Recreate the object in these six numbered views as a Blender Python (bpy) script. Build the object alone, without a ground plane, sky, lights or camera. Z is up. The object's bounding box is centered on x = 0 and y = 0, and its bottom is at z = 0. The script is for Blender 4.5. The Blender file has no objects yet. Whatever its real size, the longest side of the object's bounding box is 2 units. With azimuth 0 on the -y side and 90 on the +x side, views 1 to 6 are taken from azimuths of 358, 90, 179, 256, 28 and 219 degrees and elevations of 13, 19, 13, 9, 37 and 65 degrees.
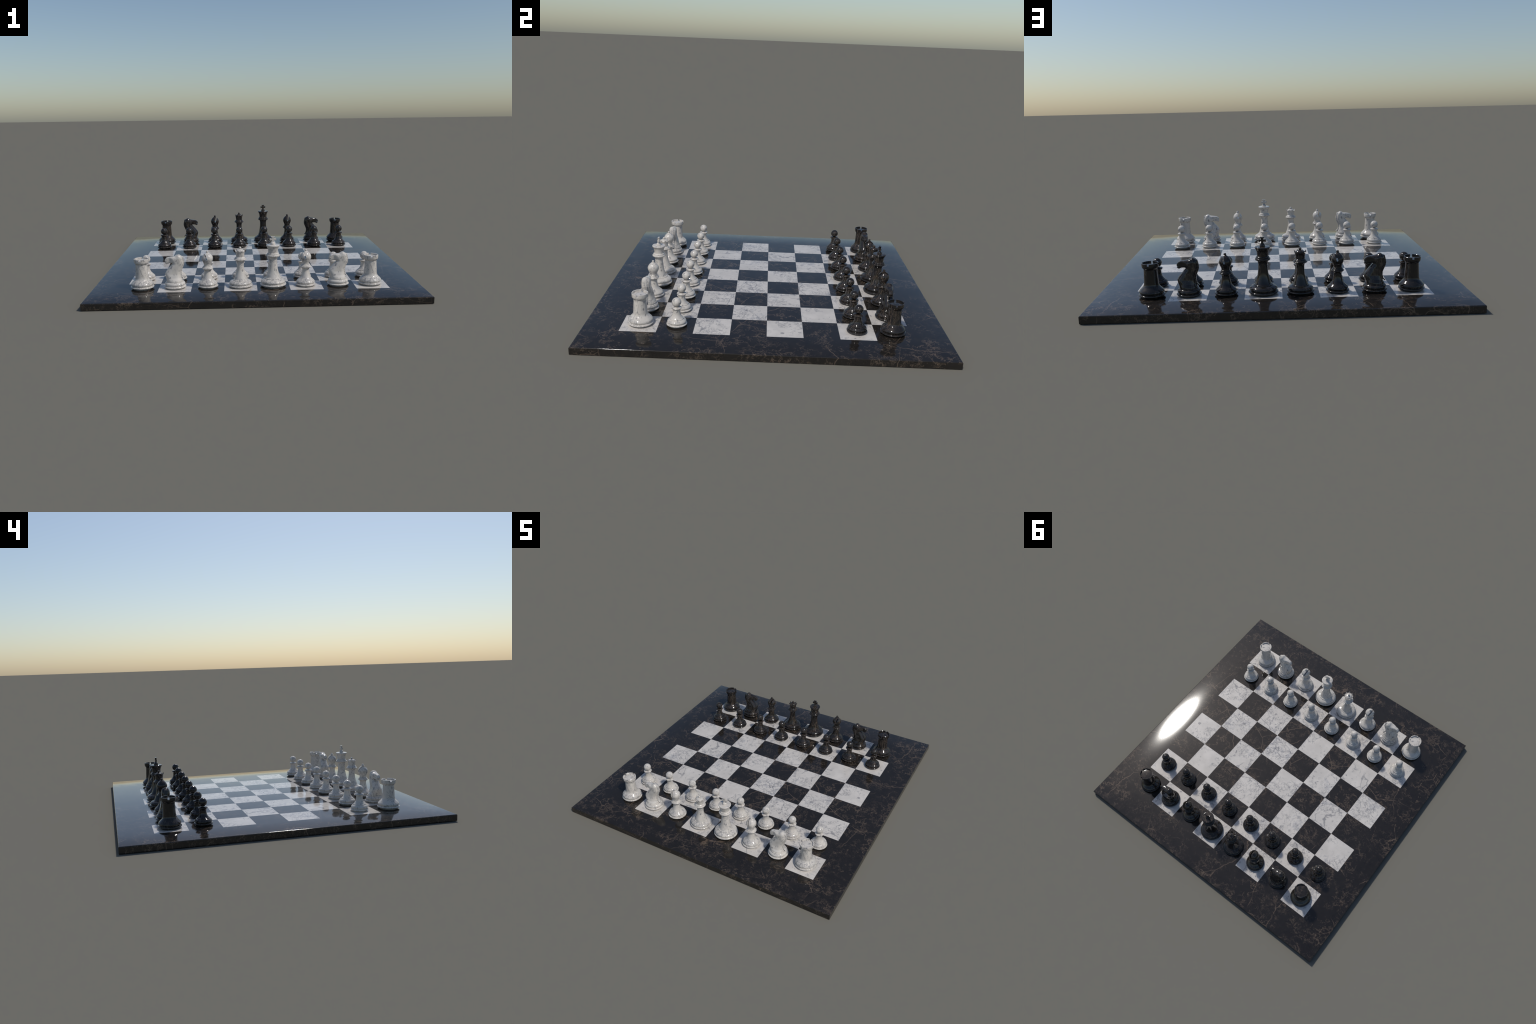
"""Marble chess set: a polished two-tone stone board with thirty-two turned stone pieces."""
import bpy, bmesh, math
import numpy as np
from mathutils import Matrix, Vector

# ------------------------------------------------------------------ sizes
TOP = 0.0402          # height of the playing surface
SQ = 0.1988           # side of one square
FIELD = 4 * SQ        # half width of the checkered field
HALF = 1.0            # half width of the board
LEAN = (1.6, 6.1)     # lean of the top's shading at field edge and rim, degrees
TURN = 72             # facets round a turned part

scene = bpy.context.scene


def link(obj):
    scene.collection.objects.link(obj)
    return obj


# ------------------------------------------------------------------ materials
class Nodes:
    """Small helper to write node trees as expressions."""

    def __init__(self, name):
        self.mat = bpy.data.materials.new(name)
        self.mat.use_nodes = True
        self.tree = self.mat.node_tree
        self.tree.nodes.clear()
        self.out = self.tree.nodes.new("ShaderNodeOutputMaterial")
        self.bsdf = self.tree.nodes.new("ShaderNodeBsdfPrincipled")
        self.tree.links.new(self.bsdf.outputs[0], self.out.inputs[0])

    def put(self, socket, value):
        if isinstance(value, bpy.types.NodeSocket):
            self.tree.links.new(value, socket)
        else:
            socket.default_value = value

    def math(self, op, a, b=0.0, clamp=False):
        n = self.tree.nodes.new("ShaderNodeMath")
        n.operation, n.use_clamp = op, clamp
        self.put(n.inputs[0], a)
        self.put(n.inputs[1], b)
        return n.outputs[0]

    def vec(self, op, a, b):
        n = self.tree.nodes.new("ShaderNodeVectorMath")
        n.operation = op
        self.put(n.inputs[0], a)
        if op == "SCALE":
            self.put(n.inputs["Scale"], b)
        else:
            self.put(n.inputs[1], b)
        return n.outputs[0]

    def noise(self, co, scale, detail=4.0, rough=0.55, colour=False):
        n = self.tree.nodes.new("ShaderNodeTexNoise")
        self.put(n.inputs["Vector"], co)
        n.inputs["Scale"].default_value = scale
        n.inputs["Detail"].default_value = detail
        n.inputs["Roughness"].default_value = rough
        return n.outputs["Color" if colour else "Fac"]

    def cracks(self, co, scale):
        n = self.tree.nodes.new("ShaderNodeTexVoronoi")
        n.feature = "DISTANCE_TO_EDGE"
        self.put(n.inputs["Vector"], co)
        n.inputs["Scale"].default_value = scale
        return n.outputs["Distance"]

    def ramp(self, value, lo, hi, a=0.0, b=1.0):
        n = self.tree.nodes.new("ShaderNodeMapRange")
        n.interpolation_type = "SMOOTHSTEP"
        self.put(n.inputs["Value"], value)
        for key, v in (("From Min", lo), ("From Max", hi), ("To Min", a), ("To Max", b)):
            n.inputs[key].default_value = v
        return n.outputs["Result"]

    def mix(self, fac, a, b):
        n = self.tree.nodes.new("ShaderNodeMix")
        n.data_type = "RGBA"
        self.put(n.inputs[0], fac)
        for socket, v in ((n.inputs[6], a), (n.inputs[7], b)):
            self.put(socket, v if isinstance(v, bpy.types.NodeSocket) else (*v, 1.0))
        return n.outputs[2]

    def warp(self, co, scale, amount):
        shift = self.vec("SUBTRACT", self.noise(co, scale, 3.0, 0.6, True), (0.5, 0.5, 0.5))
        return self.vec("ADD", co, self.vec("SCALE", shift, amount))

    def ridge(self, co, scale, width, detail=5.0, rough=0.6):
        """1 on thin wandering lines where the noise crosses its middle value."""
        away = self.math("ABSOLUTE", self.math("SUBTRACT", self.noise(co, scale, detail, rough), 0.5))
        return self.ramp(away, 0.0, width, 1.0, 0.0)

    def coords(self, kind, scale=(1, 1, 1), offset=(0, 0, 0)):
        if kind == "position":
            co = self.tree.nodes.new("ShaderNodeNewGeometry").outputs["Position"]
        else:
            co = self.tree.nodes.new("ShaderNodeTexCoord").outputs["Object"]
        m = self.tree.nodes.new("ShaderNodeMapping")
        self.tree.links.new(co, m.inputs["Vector"])
        m.inputs["Scale"].default_value = scale
        m.inputs["Location"].default_value = offset
        return m.outputs["Vector"]


def light_marble(name, kind, scale, offset, rough, pale, strength=1.0):
    g = Nodes(name)
    co = g.coords(kind, scale, offset)
    bent = g.warp(co, 9.0, 0.07)
    # cloudy grey patches, broken up at their rims
    cloud = g.math("MULTIPLY", g.ramp(g.noise(bent, 6.0, 6.0, 0.65), 0.55, 0.66),
                   g.ramp(g.noise(bent, 24.0, 5.0, 0.65), 0.44, 0.58))
    # feathery streaks gathered in zones
    zone = g.ramp(g.noise(co, 5.5, 2.0), 0.42, 0.54)
    feather = g.math("MULTIPLY", g.ridge(bent, 11.0, 0.020, 8.0, 0.68), zone)
    zone2 = g.ramp(g.noise(co, 10.0, 3.0), 0.52, 0.60)
    fine = g.math("MULTIPLY", g.ridge(bent, 30.0, 0.030, 5.0, 0.64), zone2)
    # short dark flecks
    fleck = g.ramp(g.noise(g.warp(co, 20.0, 0.03), 40.0, 4.0, 0.62), 0.585, 0.635)
    fleck = g.math("MULTIPLY", fleck, g.ramp(g.noise(co, 9.0, 2.0), 0.40, 0.58))
    # a few long thin cracks
    seam = g.ramp(g.cracks(g.warp(co, 6.0, 0.09), 2.9), 0.0, 0.010, 1.0, 0.0)
    seam = g.math("MULTIPLY", seam, g.ramp(g.noise(co, 3.6, 2.0), 0.46, 0.56))
    shade = [tuple(c * k for c in pale) for k in (0.90, 1.06)]
    col = g.mix(g.ramp(g.noise(co, 12.0, 5.0, 0.6), 0.3, 0.7), *shade)
    for mask, k, tone in ((cloud, 0.38, (0.27, 0.275, 0.30)), (feather, 0.62, (0.135, 0.14, 0.158)),
                          (fine, 0.50, (0.15, 0.155, 0.172)), (fleck, 0.55, (0.12, 0.125, 0.142)),
                          (seam, 0.60, (0.18, 0.18, 0.19))):
        col = g.mix(g.math("MULTIPLY", mask, min(1.0, k * strength)), col, tone)
    g.put(g.bsdf.inputs["Base Color"], col)
    g.bsdf.inputs["Roughness"].default_value = rough
    g.bsdf.inputs["IOR"].default_value = 1.5
    return g.mat


def dark_marble(name, kind, scale, offset, rough, strength=1.0):
    g = Nodes(name)
    co = g.coords(kind, scale, offset)
    bent = g.warp(co, 8.0, 0.09)
    broken = g.ramp(g.noise(g.warp(co, 30.0, 0.02), 26.0, 6.0, 0.68), 0.38, 0.56)
    zone = g.ramp(g.noise(co, 4.5, 3.0, 0.6), 0.42, 0.60)
    web = g.math("MULTIPLY", g.math("MULTIPLY", g.ridge(bent, 9.0, 0.017, 8.0, 0.70), zone), broken)
    mesh = g.math("MULTIPLY", g.ridge(bent, 22.0, 0.028, 7.0, 0.68),
                  g.ramp(g.noise(co, 8.0, 3.0, 0.6), 0.46, 0.64))
    mesh = g.math("MULTIPLY", mesh, broken)
    haze = g.math("MULTIPLY", g.ramp(g.noise(bent, 60.0, 8.0, 0.75), 0.54, 0.70),
                  g.ramp(g.noise(co, 5.5, 2.0), 0.44, 0.62))
    seam = g.ramp(g.cracks(g.warp(co, 7.0, 0.06), 3.3), 0.0, 0.0105, 1.0, 0.0)
    seam = g.math("MULTIPLY", seam, g.ramp(g.noise(co, 4.6, 3.0), 0.45, 0.58))
    blot = g.ramp(g.noise(g.warp(co, 16.0, 0.05), 11.0, 4.0, 0.6), 0.69, 0.75)
    col = g.mix(g.noise(co, 18.0, 5.0, 0.65), DARK_A, DARK_B)
    for mask, k, tone in ((haze, 0.65, (0.055, 0.041, 0.031)), (blot, 0.55, (0.062, 0.044, 0.032)),
                          (web, 0.95, (0.165, 0.120, 0.086)), (mesh, 0.85, (0.135, 0.100, 0.073)),
                          (seam, 0.70, (0.160, 0.116, 0.084))):
        col = g.mix(g.math("MULTIPLY", mask, min(1.0, k * strength)), col, tone)
    g.put(g.bsdf.inputs["Base Color"], col)
    g.bsdf.inputs["Roughness"].default_value = rough
    g.bsdf.inputs["IOR"].default_value = 1.5
    return g.mat


DARK_A, DARK_B = (0.0110, 0.0098, 0.0090), (0.0235, 0.0203, 0.0178)
BOARD_ROUGH, PIECE_ROUGH = 0.078, 0.08
tile_white = light_marble("white_marble_inlay", "position", (1, 1, 1), (0, 0, 0), BOARD_ROUGH, (0.620, 0.578, 0.528), 1.15)
tile_black = dark_marble("black_marble_slab", "position", (1, 1, 1), (3.1, 1.7, 0.4), BOARD_ROUGH, 0.95)
piece_white = light_marble("white_marble_piece", "object", (1.45, 1.45, 1.0), (0.7, 0.2, 0.9), PIECE_ROUGH,
                           (0.615, 0.572, 0.515), 1.2)
piece_black = dark_marble("black_marble_piece", "object", (2.6, 2.6, 0.9), (1.9, 0.4, 2.2), PIECE_ROUGH, 0.8)


# ------------------------------------------------------------------ mesh helpers
def mesh_from(name, verts, faces, smooth=True, angle=38):
    me = bpy.data.meshes.new(name)
    me.from_pydata([tuple(v) for v in verts], [], faces)
    bm = bmesh.new()
    bm.from_mesh(me)
    bmesh.ops.recalc_face_normals(bm, faces=bm.faces)
    bm.to_mesh(me)
    bm.free()
    if smooth:
        me.shade_smooth()
        me.set_sharp_from_angle(angle=math.radians(angle))
    return me


def curve_through(points, step=0.0016):
    """Catmull-Rom through (radius, height) points, sampled about every step."""
    p = np.array(points, float)
    if len(p) < 3:
        return p
    ext = np.vstack([2 * p[0] - p[1], p, 2 * p[-1] - p[-2]])
    out = []
    for i in range(len(p) - 1):
        a, b, c, d = ext[i:i + 4]
        n = max(2, int(np.linalg.norm(c - b) / step) + 1)
        for t in np.linspace(0, 1, n, endpoint=False):
            out.append(0.5 * (2 * b + (c - a) * t + (2 * a - 5 * b + 4 * c - d) * t * t
                              + (3 * b - a - 3 * c + d) * t ** 3))
    out.append(p[-1])
    return np.array(out)


def turned(name, runs):
    """A lathe-turned part: each run is a smooth profile, runs meet at crisp edges."""
    prof = []
    for run in runs:
        c = curve_through(run)
        if prof and np.linalg.norm(np.array(prof[-1]) - c[0]) < 1e-6:
            c = c[1:]
        prof += [tuple(q) for q in c]
    ang = np.linspace(0, 2 * math.pi, TURN, endpoint=False)
    verts, rings = [], []
    for r, z in prof:
        if r < 1e-5:
            rings.append([len(verts)])
            verts.append((0, 0, z))
        else:
            rings.append(list(range(len(verts), len(verts) + TURN)))
            verts += [(r * math.cos(a), r * math.sin(a), z) for a in ang]
    faces = []
    for lo, hi in zip(rings[:-1], rings[1:]):
        for i in range(TURN):
            j = (i + 1) % TURN
            q = [lo[i % len(lo)], lo[j % len(lo)], hi[j % len(hi)], hi[i % len(hi)]]
            q = list(dict.fromkeys(q))
            if len(q) > 2:
                faces.append(q)
    for ring in (rings[0], rings[-1]):
        if len(ring) > 1:
            faces.append(ring)
    return mesh_from(name, verts, faces)


def plinth_runs(flange, bulge, foot, s=1.0):
    """The foot every piece shares: undercut foot, rounded flange, groove, start of the bell."""
    f, b = flange, bulge
    return [
        [(foot, 0.0), (foot + 0.10 * (f - foot), 0.0030 * s), (foot + 0.62 * (f - foot), 0.0066 * s),
         (f - 0.0006, 0.0106 * s), (f, 0.0130 * s), (f - 0.0008, 0.0152 * s), (f - 0.0034, 0.0170 * s),
         (b - 0.0036, 0.0186 * s)],
        [(b - 0.0036, 0.0186 * s), (b - 0.0036, 0.0200 * s), (b - 0.0022, 0.0226 * s), (b, 0.0272 * s)],
    ]


# ------------------------------------------------------------------ the turned pieces
def pawn_parts():
    base = turned("pawn_base", plinth_runs(0.0570, 0.0525, 0.0440, 0.93) + [
        [(0.0525, 0.0253), (0.0522, 0.0285), (0.0490, 0.0340), (0.0440, 0.0385), (0.0392, 0.0408)],
        [(0.0392, 0.0408), (0.0392, 0.0432), (0.0378, 0.0455), (0.0345, 0.0470)]])
    stem = turned("pawn_stem", [
        [(0.0345, 0.0470), (0.0300, 0.0525), (0.0247, 0.0610), (0.0216, 0.0700), (0.0203, 0.0800),
         (0.0202, 0.0900), (0.0214, 0.0960), (0.0245, 0.0992)]])
    collar = turned("pawn_collar", [
        [(0.0245, 0.0992), (0.0276, 0.1026), (0.0284, 0.1052), (0.0272, 0.1078), (0.0225, 0.1100), (0.0150, 0.1112)]])
    r, c = 0.0258, 0.1375
    a0 = math.radians(-70)
    head = turned("pawn_head", [
        [(max(0.0, r * math.cos(a)), c + r * math.sin(a)) for a in np.linspace(a0, math.pi / 2, 14)[:-1]] + [(0.0, c + r)]])
    return {"base": base, "stem": stem, "collar": collar, "head": head}


def rook_parts():
    base = turned("rook_base", plinth_runs(0.0708, 0.0668, 0.0540, 1.05) + [
        [(0.0668, 0.0286), (0.0669, 0.0320), (0.0650, 0.0370), (0.0595, 0.0435), (0.0518, 0.0510),
         (0.0450, 0.0580), (0.0412, 0.0645)]])
    tower = turned("rook_tower", [
        [(0.0412, 0.0645), (0.0394, 0.0720), (0.0382, 0.0880), (0.0369, 0.1130), (0.0358, 0.1370),
         (0.0356, 0.1500), (0.0372, 0.1550), (0.0405, 0.1590)]])
    # battlement: a ring cut by four notches, floor sunk inside
    rim = curve_through([(0.0405, 0.1590), (0.0430, 0.1615), (0.0443, 0.1660), (0.0449, 0.1710), (0.0452, 0.1775)], 0.002)
    floor, top, inner, outer, notch = 0.1762, 0.1860, 0.0392, 0.0452, 0.0108
    crown = turned("rook_battlement", [[tuple(q) for q in rim[:-1]] + [(0.0451, floor)],
                                       [(0.0451, floor), (0.0390, floor), (0.0300, floor + 0.0006), (0.0150, floor + 0.0012), (0.0, floor + 0.0014)]])
    bm = bmesh.new()
    bm.from_mesh(crown)
    for k in range(4):
        mid = math.radians(90 * k - 5)
        h0, h1 = math.asin(notch / 2 / outer), math.asin(notch / 2 / inner)
        n = 14
        rows = []
        for i in range(n + 1):
            t = i / n
            ao = mid + h0 + t * (math.pi / 2 - 2 * h0)
            ai = mid + h1 + t * (math.pi / 2 - 2 * h1)
            e = 0.0011
            ring = [(inner, ai, floor - 0.001), (inner, ai, top - e), (inner + e, ai, top), (outer - e, ao, top),
                    (outer, ao, top - e), (outer, ao, floor - 0.001)]
            rows.append([bm.verts.new((r * math.cos(a), r * math.sin(a), z)) for r, a, z in ring])
        for a, b in zip(rows[:-1], rows[1:]):
            for i in range(5):
                bm.faces.new((a[i], a[i + 1], b[i + 1], b[i]))
        bm.faces.new(rows[0])
        bm.faces.new(rows[-1])
    bmesh.ops.recalc_face_normals(bm, faces=bm.faces)
    bm.to_mesh(crown)
    bm.free()
    crown.shade_smooth()
    crown.set_sharp_from_angle(angle=math.radians(38))
    return {"base": base, "tower": tower, "battlement": crown}


def bishop_parts():
    base = turned("bishop_base", plinth_runs(0.0632, 0.0566, 0.0490, 0.94) + [
        [(0.0566, 0.0256), (0.0562, 0.0285), (0.0525, 0.0340), (0.0465, 0.0398), (0.0398, 0.0458)]])
    stem = turned("bishop_stem", [
        [(0.0398, 0.0458), (0.0330, 0.0540), (0.0282, 0.0635), (0.0245, 0.0765), (0.0221, 0.0900),
         (0.0214, 0.1000), (0.0226, 0.1080), (0.0255, 0.1122)]])
    collar = turned("bishop_collar", [
        [(0.0255, 0.1122), (0.0310, 0.1152), (0.0340, 0.1185), (0.0342, 0.1210), (0.0325, 0.1232), (0.0297, 0.1242)],
        [(0.0297, 0.1242), (0.0300, 0.1262), (0.0292, 0.1288), (0.0262, 0.1306), (0.0240, 0.1310)],
        [(0.0240, 0.1310), (0.0246, 0.1330), (0.0242, 0.1354), (0.0225, 0.1368)]])
    mitre = turned("bishop_mitre", [
        [(0.0225, 0.1368), (0.0222, 0.1430), (0.0244, 0.1512), (0.0287, 0.1605), (0.0322, 0.1705), (0.0333, 0.1795),
         (0.0322, 0.1875), (0.0285, 0.1955), (0.0222, 0.2040), (0.0150, 0.2105), (0.0098, 0.2140), (0.0066, 0.2166)]])
    # slanting slot sawn through the mitre on its -x side
    lo, hi, w = Vector((-0.0030, 0, 0.1745)), Vector((-0.0160, 0, 0.2225)), 0.0090
    along = (hi - lo).normalized()
    side = Vector((along.z, 0, -along.x))
    pts = []
    for y in (-0.06, 0.06):
        for p, s in ((lo, -1), (lo, 1), (hi, 1), (hi, -1)):
            q = p + side * (s * w / 2)
            pts.append((q.x, y, q.z))
    saw = bpy.data.objects.new("saw", mesh_from("saw", pts, [(0, 1, 2, 3), (4, 5, 6, 7), (0, 1, 5, 4), (1, 2, 6, 5),
                                                           (2, 3, 7, 6), (3, 0, 4, 7)], smooth=False))
    cut = bpy.data.objects.new("cut", mitre)
    link(saw)
    link(cut)
    mod = cut.modifiers.new("slot", "BOOLEAN")
    mod.object, mod.operation, mod.solver = saw, "DIFFERENCE", "EXACT"
    done = bpy.data.meshes.new_from_object(cut.evaluated_get(bpy.context.evaluated_depsgraph_get()))
    bpy.data.objects.remove(cut)
    bpy.data.objects.remove(saw)
    done.shade_smooth()
    done.set_sharp_from_angle(angle=math.radians(38))
    knob = turned("bishop_finial", [
        [(0.0058, 0.2160), (0.0072, 0.2188), (0.0077, 0.2212), (0.0070, 0.2248), (0.0042, 0.2270), (0.0, 0.2276)]])
    return {"base": base, "stem": stem, "collar": collar, "mitre": done, "finial": knob}


def queen_parts():
    base = turned("queen_base", plinth_runs(0.0737, 0.0684, 0.0590, 0.98) + [
        [(0.0684, 0.0267), (0.0682, 0.0295), (0.0645, 0.0350), (0.0560, 0.0408), (0.0465, 0.0432)],
        [(0.0465, 0.0432), (0.0466, 0.0452), (0.0450, 0.0472), (0.0412, 0.0480)]])
    stem = turned("queen_stem", [
        [(0.0412, 0.0480), (0.0372, 0.0575), (0.0292, 0.0800), (0.0243, 0.1010), (0.0220, 0.1210), (0.0215, 0.1430),
         (0.0228, 0.1560), (0.0262, 0.1640)]])
    collar = turned("queen_collar", [
        [(0.0262, 0.1640), (0.0330, 0.1668), (0.0380, 0.1700), (0.0387, 0.1722), (0.0370, 0.1745), (0.0328, 0.1762)],
        [(0.0328, 0.1762), (0.0322, 0.1795), (0.0300, 0.1830), (0.0262, 0.1858)],
        [(0.0262, 0.1858), (0.0248, 0.1872), (0.0242, 0.1888)]])

    def wall(z):                       # outer radius of the flaring coronet
        return float(np.interp(z, [0.1888, 0.1905, 0.1940, 0.2040, 0.2140, 0.2225, 0.2330],
                               [0.0242, 0.0254, 0.0252, 0.0258, 0.0278, 0.0308, 0.0356]))
    n, thick = 8 * 16, 0.0036
    verts, rows = [], []
    for i in range(n):
        a = 2 * math.pi * i / n
        t = ((i / 16 + 0.5) % 1.0) * 2 - 1          # -1..1 between neighbouring spikes
        z1 = 0.2208 + 0.0120 * abs(t) ** 2.6
        row = []
        for s in np.linspace(0, 1, 11):
            z = 0.1888 + s * (z1 - 0.1888)
            row.append((wall(z), z))
        k = thick * (1 - 0.55 * abs(t) ** 3)
        row += [(wall(z1) - k, z1 - 0.0003), (wall(0.2208) - thick, 0.2195)]
        rows.append(list(range(len(verts), len(verts) + len(row))))
        a += math.pi / 8 - math.pi / 8
        verts += [(r * math.cos(a), r * math.sin(a), z) for r, z in row]
    faces = []
    for i in range(n):
        p, q = rows[i], rows[(i + 1) % n]
        for j in range(len(p) - 1):
            faces.append((p[j], q[j], q[j + 1], p[j + 1]))
    faces.append([row[0] for row in rows])
    faces.append([row[-1] for row in rows])
    coronet = mesh_from("queen_coronet", verts, faces)
    dome = turned("queen_dome", [
        [(0.0262, 0.2190), (0.0252, 0.2236), (0.0215, 0.2285), (0.0150, 0.2325), (0.0075, 0.2345), (0.0040, 0.2350)]])
    r, c = 0.0080, 0.2405
    knob = turned("queen_finial", [
        [(max(0.0, r * math.cos(a)), c + r * math.sin(a)) for a in np.linspace(-1.15, math.pi / 2, 10)[:-1]] + [(0.0, c + r)]])
    return {"base": base, "stem": stem, "collar": collar, "coronet": coronet, "dome": dome, "finial": knob}


def king_parts():
    base = turned("king_base", plinth_runs(0.0802, 0.0748, 0.0640, 1.13) + [
        [(0.0748, 0.0307), (0.0746, 0.0335), (0.0708, 0.0395), (0.0622, 0.0458), (0.0520, 0.0500)],
        [(0.0520, 0.0500), (0.0522, 0.0524), (0.0500, 0.0550), (0.0452, 0.0562)]])
    stem = turned("king_stem", [
        [(0.0452, 0.0562), (0.0410, 0.0650), (0.0358, 0.0800), (0.0308, 0.1000), (0.0270, 0.1250), (0.0253, 0.1480),
         (0.0256, 0.1680), (0.0285, 0.1805)]])
    collar = turned("king_collar", [
        [(0.0285, 0.1805), (0.0355, 0.1845), (0.0403, 0.1885), (0.0410, 0.1930), (0.0390, 0.1968), (0.0350, 0.1985)],
        [(0.0350, 0.1985), (0.0356, 0.2010), (0.0350, 0.2042), (0.0325, 0.2068), (0.0296, 0.2082)]])
    crown = turned("king_crown", [
        [(0.0296, 0.2082), (0.0294, 0.2130), (0.0302, 0.2240), (0.0325, 0.2355), (0.0360, 0.2435), (0.0395, 0.2485)],
        [(0.0395, 0.2485), (0.0410, 0.2518), (0.0408, 0.2550), (0.0392, 0.2572), (0.0360, 0.2578), (0.0270, 0.2580),
         (0.0145, 0.2590)],
        [(0.0145, 0.2590), (0.0148, 0.2620), (0.0144, 0.2658), (0.0124, 0.2700), (0.0085, 0.2732), (0.0062, 0.2752), (0.0, 0.2758)]])
    # cross with arms that widen outward
    c, hx, hz = 0.2902, 0.0196, 0.0186
    right_half = [(0.0082, c - 0.0160), (0.0060, c - 0.0105), (0.0058, c - 0.0058), (0.0115, c - 0.0060), (hx - 0.0012, c - 0.0072),
                  (hx, c - 0.0064), (hx, c + 0.0064), (hx - 0.0012, c + 0.0072), (0.0115, c + 0.0060), (0.0058, c + 0.0058),
                  (0.0064, c + 0.0102), (0.0120, c + 0.0164), (0.0120, c + hz)]
    outline = right_half + [(-x, z) for x, z in reversed(right_half)]
    m = len(outline)
    verts = [(x, y, z) for y in (-0.0054, 0.0054) for x, z in outline]
    faces = [list(range(m)), list(range(2 * m - 1, m - 1, -1))]
    faces += [(i, (i + 1) % m, m + (i + 1) % m, m + i) for i in range(m)]
    cross = mesh_from("king_cross", verts, faces, smooth=False)
    bm = bmesh.new()
    bm.from_mesh(cross)
    rim = [e for e in bm.edges if abs(e.verts[0].co.y - e.verts[1].co.y) < 1e-6]
    bmesh.ops.bevel(bm, geom=rim, offset=0.0009, segments=2, affect="EDGES")
    bm.to_mesh(cross)
    bm.free()
    cross.shade_smooth()
    cross.set_sharp_from_angle(angle=math.radians(40))
    return {"base": base, "stem": stem, "collar": collar, "crown": crown, "cross": cross}


# ------------------------------------------------------------------ the knight: carved, not turned
def outline_distance(poly, X, Z):
    """Signed distance to a closed outline in the x-z plane, positive inside."""
    p = np.array(poly)
    q = np.roll(p, -1, 0)
    best = np.full(X.shape, 1e9)
    inside = np.zeros(X.shape, bool)
    for (ax, az), (bx, bz) in zip(p, q):
        dx, dz = bx - ax, bz - az
        t = np.clip(((X - ax) * dx + (Z - az) * dz) / (dx * dx + dz * dz), 0, 1)
        best = np.minimum(best, (X - ax - t * dx) ** 2 + (Z - az - t * dz) ** 2)
        if az != bz:
            cond = (az > Z) != (bz > Z)
            inside ^= cond & (X < dx * (Z - az) / dz + ax)
    d = np.sqrt(best)
    return np.where(inside, d, -d)


def smooth_outline(points, step=0.0025):
    p = np.array(points, float)
    n = len(p)
    out = []
    for i in range(n):
        a, b, c, d = p[(i - 1) % n], p[i], p[(i + 1) % n], p[(i + 2) % n]
        k = max(1, int(np.linalg.norm(c - b) / step))
        for t in np.linspace(0, 1, k, endpoint=False):
            out.append(0.5 * (2 * b + (c - a) * t + (2 * a - 5 * b + 4 * c - d) * t * t + (3 * b - a - 3 * c + d) * t ** 3))
    return np.array(out)


def surface_nets(F, origin, h):
    """Turn a sampled field (negative inside) into a quad mesh."""
    nx, ny, nz = F.shape
    corner = np.stack([F[i:nx - 1 + i, j:ny - 1 + j, k:nz - 1 + k] for i in (0, 1) for j in (0, 1) for k in (0, 1)])
    neg = (corner < 0).sum(0)
    cell = (neg > 0) & (neg < 8)
    idx = -np.ones(cell.shape, int)
    idx[cell] = np.arange(cell.sum())
    acc = np.zeros((cell.sum(), 3))
    cnt = np.zeros(cell.sum())
    offs = [(i, j, k) for i in (0, 1) for j in (0, 1) for k in (0, 1)]
    vals = corner[:, cell]
    for a in range(8):
        for b in range(a + 1, 8):
            if sum(abs(u - v) for u, v in zip(offs[a], offs[b])) != 1:
                continue
            va, vb = vals[a], vals[b]
            x = (va < 0) != (vb < 0)
            t = np.where(x, va / np.where(x, va - vb, 1), 0)[:, None]
            pos = np.array(offs[a]) + t * (np.array(offs[b]) - np.array(offs[a]))
            acc += np.where(x[:, None], pos, 0)
            cnt += x
    base = np.argwhere(cell)
    verts = origin + h * (base + acc / cnt[:, None])
    faces = []
    for ax in range(3):
        u, v = [(1, 2), (2, 0), (0, 1)][ax]
        sl0 = [slice(None)] * 3
        sl1 = [slice(None)] * 3
        sl0[ax], sl1[ax] = slice(0, -1), slice(1, None)
        A, B = F[tuple(sl0)], F[tuple(sl1)]
        hit = np.argwhere((A < 0) != (B < 0))
        ok = (hit[:, u] > 0) & (hit[:, v] > 0)
        hit = hit[ok]
        hit = hit[(hit[:, u] < F.shape[u] - 1) & (hit[:, v] < F.shape[v] - 1)]
        eu, ev = np.eye(3, dtype=int)[u], np.eye(3, dtype=int)[v]
        quad = [idx[tuple(q.T)] for q in (hit, hit - eu, hit - eu - ev, hit - ev)]
        faces += np.stack(quad, 1).tolist()
    return verts, faces


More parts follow.
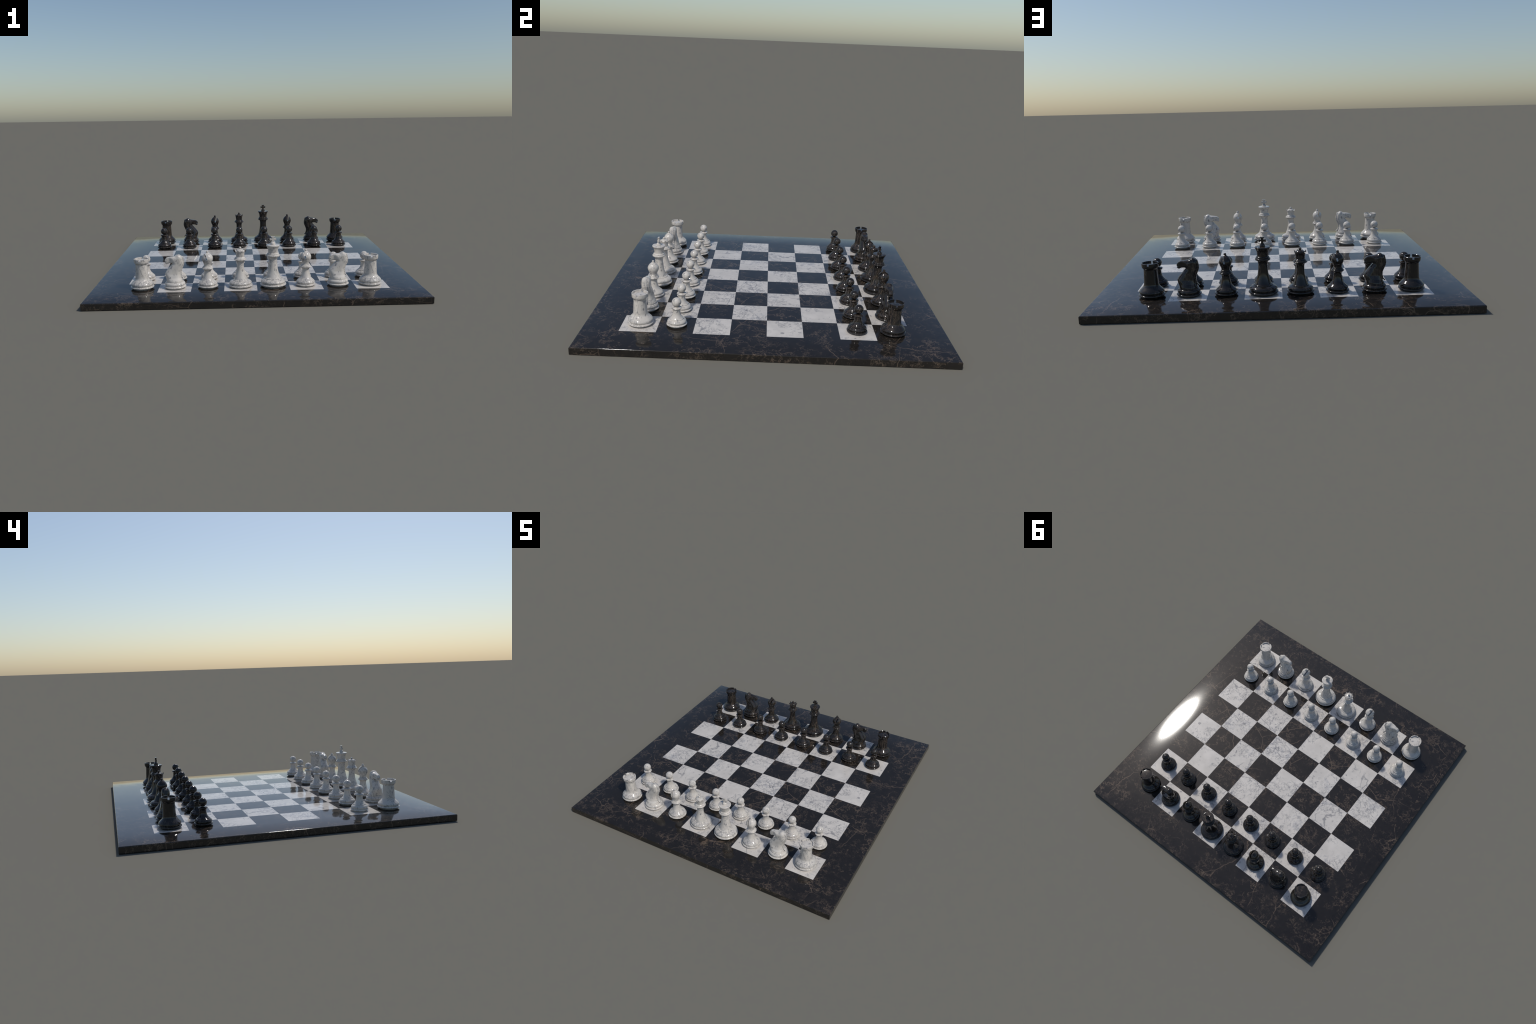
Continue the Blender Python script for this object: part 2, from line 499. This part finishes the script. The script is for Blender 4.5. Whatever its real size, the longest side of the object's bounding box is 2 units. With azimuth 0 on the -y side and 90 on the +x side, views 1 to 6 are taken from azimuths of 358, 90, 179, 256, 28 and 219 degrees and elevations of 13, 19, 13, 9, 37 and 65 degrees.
# side outlines in (x forward, z up), horse looking along +x
HORSE = [(0.0480, -0.06), (0.0482, 0.030), (0.0486, 0.044), (0.0500, 0.055), (0.0535, 0.066), (0.0570, 0.078), (0.0583, 0.090), (0.0545, 0.1015),
         (0.0430, 0.1165), (0.0300, 0.1320), (0.0180, 0.1455), (0.0112, 0.1530), (0.0160, 0.1562), (0.0270, 0.1560),
         (0.0370, 0.1545), (0.0455, 0.1500), (0.0530, 0.1530), (0.0578, 0.1590), (0.0572, 0.1632),
         (0.0582, 0.1668), (0.0586, 0.1710), (0.0560, 0.1790), (0.0505, 0.1852), (0.0425, 0.1900), (0.0300, 0.1926),
         (0.0045, 0.1958), (-0.0090, 0.1998), (-0.0165, 0.2048), (-0.0235, 0.2076), (-0.0310, 0.2066), (-0.0385, 0.2015),
         (-0.0450, 0.1955), (-0.0490, 0.1870), (-0.0522, 0.1730), (-0.0532, 0.1580), (-0.0505, 0.1430), (-0.0440, 0.1240),
         (-0.0378, 0.1070), (-0.0365, 0.0900), (-0.0390, 0.0730), (-0.0445, 0.0600), (-0.0480, 0.044), (-0.0482, 0.030), (-0.0480, -0.06)]
MANE = [(-0.0515, 0.1965), (-0.0540, 0.1870), (-0.0578, 0.1715), (-0.0598, 0.1575), (-0.0568, 0.1420), (-0.0485, 0.1225),
        (-0.0420, 0.1070), (-0.0415, 0.0890), (-0.0460, 0.0720), (-0.0595, 0.0570), (-0.0500, 0.0580), (-0.0360, 0.0740),
        (-0.0320, 0.0900), (-0.0330, 0.1070), (-0.0390, 0.1240), (-0.0455, 0.1430), (-0.0475, 0.1580), (-0.0465, 0.1730),
        (-0.0425, 0.1870), (-0.0360, 0.2010)]


def knight_parts():
    base = turned("knight_base", plinth_runs(0.0668, 0.0612, 0.0520, 0.98) + [
        [(0.0612, 0.0267), (0.0613, 0.0300), (0.0590, 0.0355), (0.0545, 0.0402), (0.0512, 0.0422)],
        [(0.0512, 0.0422), (0.0520, 0.0442), (0.0512, 0.0468), (0.0486, 0.0484)],
        [(0.0486, 0.0484), (0.0486, 0.0496), (0.0, 0.0496)]])
    h = 0.00125
    x = np.arange(-0.066, 0.0665, h)
    z = np.arange(0.0455, 0.2135, h)
    y = np.arange(-0.0535, 0.0536, h)
    X, Z = np.meshgrid(x, z, indexing="ij")
    d = outline_distance(smooth_outline(HORSE), X, Z)
    dm = outline_distance(np.array(MANE), X, Z)
    # half thickness: round at the foot, slim neck, narrow muzzle
    T = np.interp(Z, [0.046, 0.055, 0.068, 0.090, 0.120, 0.150, 0.185, 0.205],
                  [0.0485, 0.0468, 0.0390, 0.0320, 0.0283, 0.0265, 0.0252, 0.0225])
    W = np.interp(Z, [0.046, 0.055, 0.068, 0.090, 0.120, 0.150, 0.185, 0.205],
                  [0.0475, 0.0460, 0.0400, 0.0320, 0.0270, 0.0250, 0.0230, 0.0200])
    snout = np.clip((X + 0.012) / 0.045, 0, 1) * np.clip((Z - 0.140) / 0.012, 0, 1)
    snout = snout * snout * (3 - 2 * snout)
    T = T * (1 - snout) + snout * np.interp(X, [0.0, 0.030, 0.045, 0.058], [0.0180, 0.0122, 0.0120, 0.0115])
    W = W * (1 - snout) + snout * 0.0085
    edge = np.clip(W - d, 0, None) / W
    power = 2.3 + 1.2 * snout
    body2 = edge ** power
    power = power[:, None, :]
    R = T[:, None, :]
    Y = y[None, :, None]
    horse = (body2[:, None, :] + np.abs(Y / R) ** power - 1) * 0.5 * np.minimum(R, W[:, None, :])
    # mouth slit, nostril and eye hollows
    slit = np.hypot(np.clip(0.0470 - X, 0, None), Z - 0.1642)[:, None, :] + 0 * Y
    horse = np.maximum(horse, 0.0013 - slit)
    for cx, cz, rad, depth in ((0.0490, 0.1755, 0.0034, 0.0014), (0.0010, 0.1830, 0.0045, 0.0016)):
        dent = np.exp(-((X - cx) ** 2 + (Z - cz) ** 2) / (2 * (rad / 1.6) ** 2))[:, None, :]
        horse = horse + depth * dent
    # mane: a raised strip down the back, lightly waved
    wide = np.interp(Z, [0.055, 0.08, 0.15, 0.19, 0.20], [0.0100, 0.0095, 0.0105, 0.0095, 0.0085])[:, None, :]
    wave = 0.0005 * np.sin(Z * 420 + 60 * X)[:, None, :]
    em = (np.clip(0.0030 - dm, 0, None) / 0.0030)[:, None, :]
    mane = (em ** 3 + np.abs(Y / (wide + wave)) ** 5 - 1) * 0.0028
    F = np.minimum(horse, mane)
    F[:, :, 0] = np.maximum(F[:, :, 0], 0.0006)
    verts, faces = surface_nets(F, np.array([x[0], y[0], z[0]]), h)
    me = mesh_from("knight_body", verts, faces, smooth=False)
    bm = bmesh.new()
    bm.from_mesh(me)
    for _ in range(2):
        bmesh.ops.smooth_vert(bm, verts=bm.verts, factor=0.4, use_axis_x=True, use_axis_y=True, use_axis_z=True)
    # part the carved block by region: neck with chest, head, mane
    head_f, mane_f = [], []
    for f in bm.faces:
        c = f.calc_center_median()
        i, k = int(round((c.x - x[0]) / h)), int(round((c.z - z[0]) / h))
        j = int(round((c.y - y[0]) / h))
        if mane[i, j, k] < horse[i, j, k]:
            f.material_index = 2
        elif c.z > 0.150 + 0.35 * (c.x + 0.01) * (c.x < 0) + (0 if c.x < 0.011 else -0.004):
            f.material_index = 1
    bm.normal_update()
    whole = {}
    bm.verts.index_update()
    parts = {}
    for tag, name in ((0, "neck"), (1, "head"), (2, "mane")):
        vmap, vs, fs = {}, [], []
        for f in bm.faces:
            if f.material_index == tag:
                loop = []
                for v in f.verts:
                    if v.index not in vmap:
                        vmap[v.index] = len(vs)
                        vs.append((v.co.copy(), v.normal.copy()))
                    loop.append(vmap[v.index])
                fs.append(loop)
        pm = bpy.data.meshes.new("knight_" + name)
        pm.from_pydata([tuple(c) for c, _ in vs], [], fs)
        pm.shade_smooth()
        pm.normals_split_custom_set_from_vertices([tuple(n) for _, n in vs])
        parts[name] = pm
    bm.free()
    return {"base": base, **parts}


# ------------------------------------------------------------------ the board
def lean(t):
    """Outward lean of the top's shading, in degrees: slight over the field, quicker over the border."""
    u = abs(t)
    return math.copysign(float(np.interp(u, [0.0, FIELD, HALF], [0.0, *LEAN])), t)


def pillow(x, y):
    corner = float(np.clip((min(abs(x), abs(y)) - 0.55) / 0.45, 0, 1)) ** 1.5
    k = 1 + 0.15 * corner
    return Vector((math.tan(math.radians(k * lean(x))), math.tan(math.radians(k * lean(y))), 1.0)).normalized()


def build_board():
    board = link(bpy.data.objects.new("chessboard", None))
    board["label"] = "square polished marble chessboard with wide dark border"
    board["category"] = "chessboard"
    # slab: upright sides, rounded top arris, border on top, shallow bed for the inlay
    b, bed, per = 0.0052, TOP - 0.006, 16
    loops = [(HALF, 0.0), (HALF, TOP - b)]
    loops += [(HALF - b * (1 - math.cos(a)), TOP - b * (1 - math.sin(a))) for a in np.linspace(0, math.pi / 2, 5)[1:]]
    arris = len(loops) - 1
    loops += [(HALF + (FIELD - HALF) * t, TOP) for t in (0.33, 0.67)] + [(FIELD, TOP), (FIELD, bed)]
    ring_n = 4 * per
    corners = [(-1, -1), (1, -1), (1, 1), (-1, 1)]
    verts, faces = [], []
    for s, z in loops:
        for c in range(4):
            (ax, ay), (bx, by) = corners[c], corners[(c + 1) % 4]
            verts += [(s * (ax + (bx - ax) * k / per), s * (ay + (by - ay) * k / per), z) for k in range(per)]
    for i in range(len(loops) - 1):
        for j in range(ring_n):
            k = (j + 1) % ring_n
            faces.append((ring_n * i + j, ring_n * i + k, ring_n * (i + 1) + k, ring_n * (i + 1) + j))
    faces.append(list(range(ring_n))[::-1])
    faces.append(list(range(ring_n * (len(loops) - 1), ring_n * len(loops))))
    me = mesh_from("border_slab", verts, faces, smooth=False)
    me.shade_smooth()
    normals = []
    for p in me.polygons:
        ring = min(p.vertices) // ring_n
        for li in p.loop_indices:
            v = me.vertices[me.loops[li].vertex_index].co
            level = me.loops[li].vertex_index // ring_n
            if arris <= ring < len(loops) - 2:
                normals.append(pillow(v.x, v.y))
            elif 1 <= ring < arris:
                side = Vector((p.normal.x, p.normal.y, 0)).normalized()
                t = (level - 1) / (arris - 1)
                normals.append((side * (1 - t) + pillow(v.x, v.y) * t).normalized())
            else:
                normals.append(p.normal.copy())
    me.normals_split_custom_set(normals)
    slab = link(bpy.data.objects.new("border_slab", me))
    slab.data.materials.append(tile_black)
    slab.parent = board
    # inlaid squares: flush tiles, their shading continuing the border's
    hs = SQ / 2
    for i in range(8):
        for j in range(8):
            cx, cy = (i - 3.5) * SQ, (j - 3.5) * SQ
            tone = "white_square" if (i + j) % 2 else "black_square"
            v = [(sx * hs, sy * hs, zz) for zz in (bed + 0.0005 - TOP, 0.0) for sx, sy in ((-1, -1), (1, -1), (1, 1), (-1, 1))]
            f = [(3, 2, 1, 0), (4, 5, 6, 7)] + [(q, (q + 1) % 4, 4 + (q + 1) % 4, 4 + q) for q in range(4)]
            me = mesh_from(tone, v, f, smooth=False)
            me.shade_smooth()
            me.normals_split_custom_set([
                pillow(cx + me.vertices[me.loops[li].vertex_index].co.x, cy + me.vertices[me.loops[li].vertex_index].co.y)
                if p.normal.z > 0.9 else p.normal.copy() for p in me.polygons for li in p.loop_indices])
            me.materials.append(tile_white if tone == "white_square" else tile_black)
            t = link(bpy.data.objects.new(tone, me))
            t.location = (cx, cy, TOP)
            t.parent = board


# ------------------------------------------------------------------ set up the men
LABELS = {
    "pawn": "small turned {} marble pawn with round head",
    "rook": "turned {} marble rook with notched battlement",
    "knight": "carved {} marble knight with horse head and mane",
    "bishop": "turned {} marble bishop with slotted mitre",
    "queen": "tall turned {} marble queen with spiked coronet",
    "king": "tallest turned {} marble king topped by cross",
}
BUILD = {"pawn": pawn_parts, "rook": rook_parts, "knight": knight_parts, "bishop": bishop_parts,
         "queen": queen_parts, "king": king_parts}
BACK_ROW = ["rook", "knight", "bishop", "queen", "king", "bishop", "knight", "rook"]


def build_men():
    sets = {}
    for kind, make in BUILD.items():
        white = make()
        black = {k: m.copy() for k, m in white.items()}
        for parts, mat in ((white, piece_white), (black, piece_black)):
            for m in parts.values():
                m.materials.clear()
                m.materials.append(mat)
        sets[kind] = {"white": white, "black": black}

    def place(kind, tone, col, row):
        man = link(bpy.data.objects.new(kind, None))
        man.empty_display_size = 0.05
        man["label"] = LABELS[kind].format(tone)
        man["category"] = "chess piece"
        man.location = ((col - 3.5) * SQ, (row - 3.5) * SQ, TOP)
        # knights are carved looking along +x, everything else facing white's side
        turn = 0.0 if tone == "white" else math.pi
        if kind == "knight":
            turn += math.pi
        man.rotation_euler = (0, 0, turn)
        for part, m in sets[kind][tone].items():
            o = link(bpy.data.objects.new(part, m))
            o.parent = man

    for tone, home, front in (("white", 0, 1), ("black", 7, 6)):
        for col, kind in enumerate(BACK_ROW):
            place(kind, tone, col, home)
        for col in range(8):
            place("pawn", tone, col, front)


build_board()
build_men()
